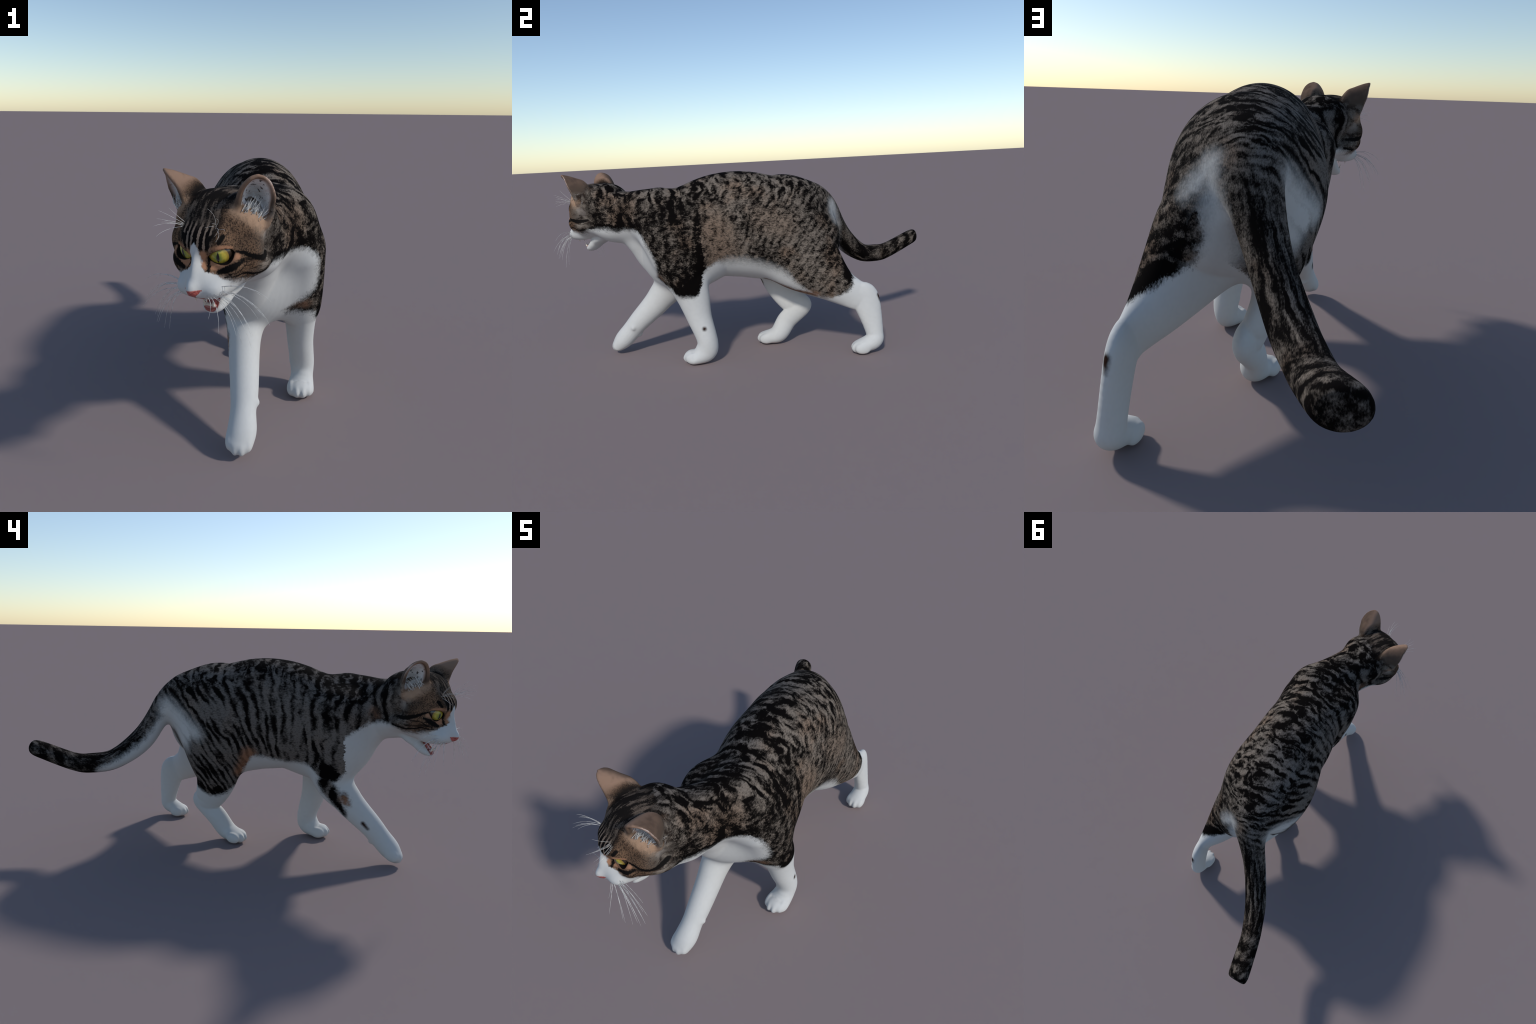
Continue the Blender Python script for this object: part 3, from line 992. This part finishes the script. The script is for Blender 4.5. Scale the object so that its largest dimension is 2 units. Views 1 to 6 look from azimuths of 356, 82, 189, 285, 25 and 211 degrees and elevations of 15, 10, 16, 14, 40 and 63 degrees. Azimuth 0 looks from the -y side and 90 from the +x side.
for sg, nm in ((1, 'left_ear'), (-1, 'right_ear')):
    ew = sample_ear = None
    q = cl * [sg, 1, 1]
    region[is_head & (q[:, 0] > .072) & (zc > .112 + .35 * np.clip(.10 - q[:, 0], -.05, .03)) & (q[:, 1] > -.125) & ((zc - .06) > .9 * np.clip(.10 - q[:, 0], 0, 1)) & (zc > .085 + .55 * np.clip(.145 - q[:, 0], 0, 1))] = nm
nose_m = is_head & (cl[:, 1] > .081) & (zc < -.0735 - .06 * np.clip(.105 - cl[:, 1], 0, 1)) & (zc > -.1015) & (np.abs(cl[:, 0]) < np.interp(zc, [-.101, -.088, -.076], [.005, .016, .026]))
region[nose_m] = 'nose'

PART_NAMES = {'torso': 'torso', 'neck': 'neck', 'tail': 'tail', 'head': 'head', 'left_forelimb': 'forelimb', 'right_forelimb': 'forelimb',
              'left_hindlimb': 'hindlimb', 'right_hindlimb': 'hindlimb', 'left_ear': 'ear', 'right_ear': 'ear', 'nose': 'nose'}
made = {}
for key in ('torso', 'neck', 'head', 'left_forelimb', 'right_forelimb', 'left_hindlimb', 'right_hindlimb', 'tail', 'left_ear', 'right_ear', 'nose'):
    q = quads[region == key]
    if not len(q):
        continue
    used, inv = np.unique(q, return_inverse=True)
    q = inv.reshape(q.shape)
    me = bpy.data.meshes.new(PART_NAMES[key])
    me.vertices.add(len(used)); me.vertices.foreach_set('co', verts[used].astype(np.float32).ravel())
    me.loops.add(q.size); me.loops.foreach_set('vertex_index', q.astype(np.int32).ravel())
    me.polygons.add(len(q)); me.polygons.foreach_set('loop_start', np.arange(0, q.size, 4, dtype=np.int32))
    me.update(calc_edges=True)
    me.validate()
    me.shade_smooth()
    me.normals_split_custom_set_from_vertices(vn[used].tolist())
    facial = key in ('head', 'left_ear', 'right_ear')
    parent = made['head'] if key in ('left_ear', 'right_ear', 'nose') else cat
    made[key] = add(PART_NAMES[key], me, parent, NOSE if key == 'nose' else FACE if facial else BODY)
head = made['head']

# eyes: a slightly bulging ball with its cornea looking out between the lids
GAZE = np.array([.30, .90, -.31]); GAZE /= np.linalg.norm(GAZE)
bm = bmesh.new()
bmesh.ops.create_uvsphere(bm, u_segments=64, v_segments=40, radius=EYE_R)
for v in bm.verts:
    v.co.z += .0022 * math.exp(-(v.co.x ** 2 + v.co.y ** 2) / .016 ** 2) if v.co.z > 0 else 0
eye_mesh = bpy.data.meshes.new('eye')
bm.to_mesh(eye_mesh); bm.free()
eye_mesh.shade_smooth()
eye_mesh.materials.append(EYE)
for sg in (1, -1):
    zc_ = (GAZE * [sg, 1, 1]) @ HB
    up = HZ_ - zc_ * (HZ_ @ zc_); up /= np.linalg.norm(up)
    xa = np.cross(up, zc_)
    o = bpy.data.objects.new('eye', eye_mesh)
    scene.collection.objects.link(o)
    o.parent = head
    M = Matrix([[xa[i], up[i], zc_[i], h2w(EYE_C * [sg, 1, 1])[i]] for i in range(3)] + [[0, 0, 0, 1]])
    o.matrix_world = M


def blob_mesh(name, c, r, pitch=0, seg=28):
    """ellipsoid given in the head frame, baked to world coordinates"""
    bm = bmesh.new()
    bmesh.ops.create_uvsphere(bm, u_segments=seg, v_segments=seg * 2 // 3, radius=1)
    cs, sn = math.cos(pitch), math.sin(pitch)
    for v in bm.verts:
        p = np.array(v.co) * r
        p = np.array([p[0], cs * p[1] + sn * p[2], -sn * p[1] + cs * p[2]]) + c
        v.co = h2w(p)
    me = bpy.data.meshes.new(name)
    bm.to_mesh(me); bm.free()
    me.shade_smooth()
    return me


def cone_mesh(name, base, tip, r, bend=(0, 0, 0), rings=10, seg=12, tip_r=.06, squash=1.0, head_frame=True):
    """tapered, slightly bent spike: teeth and whiskers"""
    base, tip, bend = (np.array(a, float) for a in (base, tip, bend))
    vs, fs = [], []
    axis = (tip - base) / np.linalg.norm(tip - base)
    s = np.cross(axis, [.3, .2, .9]); s /= np.linalg.norm(s)
    t_ = np.cross(axis, s)
    for i in range(rings + 1):
        t = i / rings
        c = base + (tip - base) * t + bend * 4 * t * (1 - t)
        rr = r * ((1 - t) * (1 - tip_r) + tip_r)
        for k in range(seg):
            a = 2 * math.pi * k / seg
            p = c + rr * (s * math.cos(a) + t_ * math.sin(a) * squash)
            vs.append(h2w(p) if head_frame else p)
    for i in range(rings):
        for k in range(seg):
            a, b = i * seg + k, i * seg + (k + 1) % seg
            fs.append((a, b, b + seg, a + seg))
    fs.append(tuple(range(seg))[::-1]); fs.append(tuple(range(rings * seg, rings * seg + seg)))
    me = bpy.data.meshes.new(name)
    me.from_pydata([tuple(v) for v in vs], [], fs)
    me.shade_smooth()
    return me


add('tongue', blob_mesh('tongue', (0, -.026, -.134), (.0165, .034, .0065), .80), head, TONGUE)
add('gum', blob_mesh('gum', (0, .001, -.1480), (.0200, .0105, .0080), .35), head, GUM)
teeth = [((.0145, .006, -.147), (.0165, .016, -.124), .0052), ((-.0145, .006, -.147), (-.0165, .016, -.124), .0052),
         ((.017, .052, -.104), (.0175, .047, -.126), .0048), ((-.017, .052, -.104), (-.0175, .047, -.126), .0048)]
for k in range(6):
    teeth.append((((k - 2.5) * .0042, .0085, -.146), ((k - 2.5) * .0044, .0115, -.136), .0027))
for b_, t_, r_ in teeth:
    add('tooth', cone_mesh('tooth', b_, t_, r_, seg=10), head, TOOTH)

# long pale hair inside the ears, one joined bunch per ear
for sg in (1, -1):
    vs, fs = [], []
    for k in range(90):
        t = rng.uniform(0, 1)
        b_ = np.array([.094, -.012, .128]) * (1 - t) + np.array([.124, -.050, .102]) * t + rng.normal(0, .005, 3)
        d_ = np.array([.014, -.030, .042]) + rng.normal(0, .011, 3)
        tip_ = b_ + d_ * rng.uniform(.6, 1.0)
        me = cone_mesh('hair', b_ * [sg, 1, 1], tip_ * [sg, 1, 1], .0013, np.array([sg * .004, .006, 0]) + rng.normal(0, .003, 3), rings=6, seg=5, tip_r=.1)
        n0 = len(vs)
        vs += [tuple(v.co) for v in me.vertices]
        fs += [tuple(n0 + i for i in p.vertices) for p in me.polygons]
        bpy.data.meshes.remove(me)
    me = bpy.data.meshes.new('ear_hair')
    me.from_pydata(vs, [], fs)
    me.shade_smooth()
    o = add('ear_hair', me, head, HAIR)
    o['kind'] = 'stuff'

# whiskers: tip positions fan out below and beside the muzzle
WHISKERS = [((.045, .074, -.094), (.101, .114, -.170)), ((.050, .070, -.094), (.131, .082, -.192)), ((.052, .062, -.096), (.124, .040, -.224)), ((.056, .058, -.094), (.143, .033, -.231)),
            ((.058, .060, -.088), (.160, .044, -.196)), ((.060, .056, -.085), (.156, .058, -.186)), ((.062, .054, -.080), (.184, .021, -.153)), ((.062, .052, -.084), (.196, .023, -.148)),
            ((.060, .058, -.078), (.210, .035, -.160)), ((.058, .062, -.080), (.180, .053, -.139)), ((.062, .050, -.072), (.173, .021, -.087)), ((.060, .056, -.070), (.201, .035, -.091)),
            ((.050, .072, -.086), (.174, .090, -.156)), ((.040, .078, -.096), (.060, .100, -.150))]
BROWS = [((.052, .050, .088), (.090, .120, .0885)), ((.050, .052, .092), (.087, .113, .127)), ((.048, .050, .096), (.066, .109, .144)), ((.046, .054, .090), (.063, .133, .101)),
         ((.054, .052, .082), (.090, .115, .068)), ((.050, .054, .086), (.078, .125, .112)), ((.056, .048, .084), (.098, .104, .100))]
for sg in (1, -1):
    for group, lift, r0 in ((WHISKERS, .026, .00085), (BROWS, .010, .00062)):
        for b_, t_ in group:
            b_, t_ = np.array(b_) * [sg, 1, 1], np.array(t_) * [sg, 1, 1]
            t_ = t_ + rng.normal(0, .004, 3)
            bend = np.array([sg * .008, 0, lift * np.linalg.norm(t_ - b_) / .14 * .7])
            add('whisker', cone_mesh('whisker', b_, t_, r0, bend, rings=16, seg=6, tip_r=.22), head, HAIR)
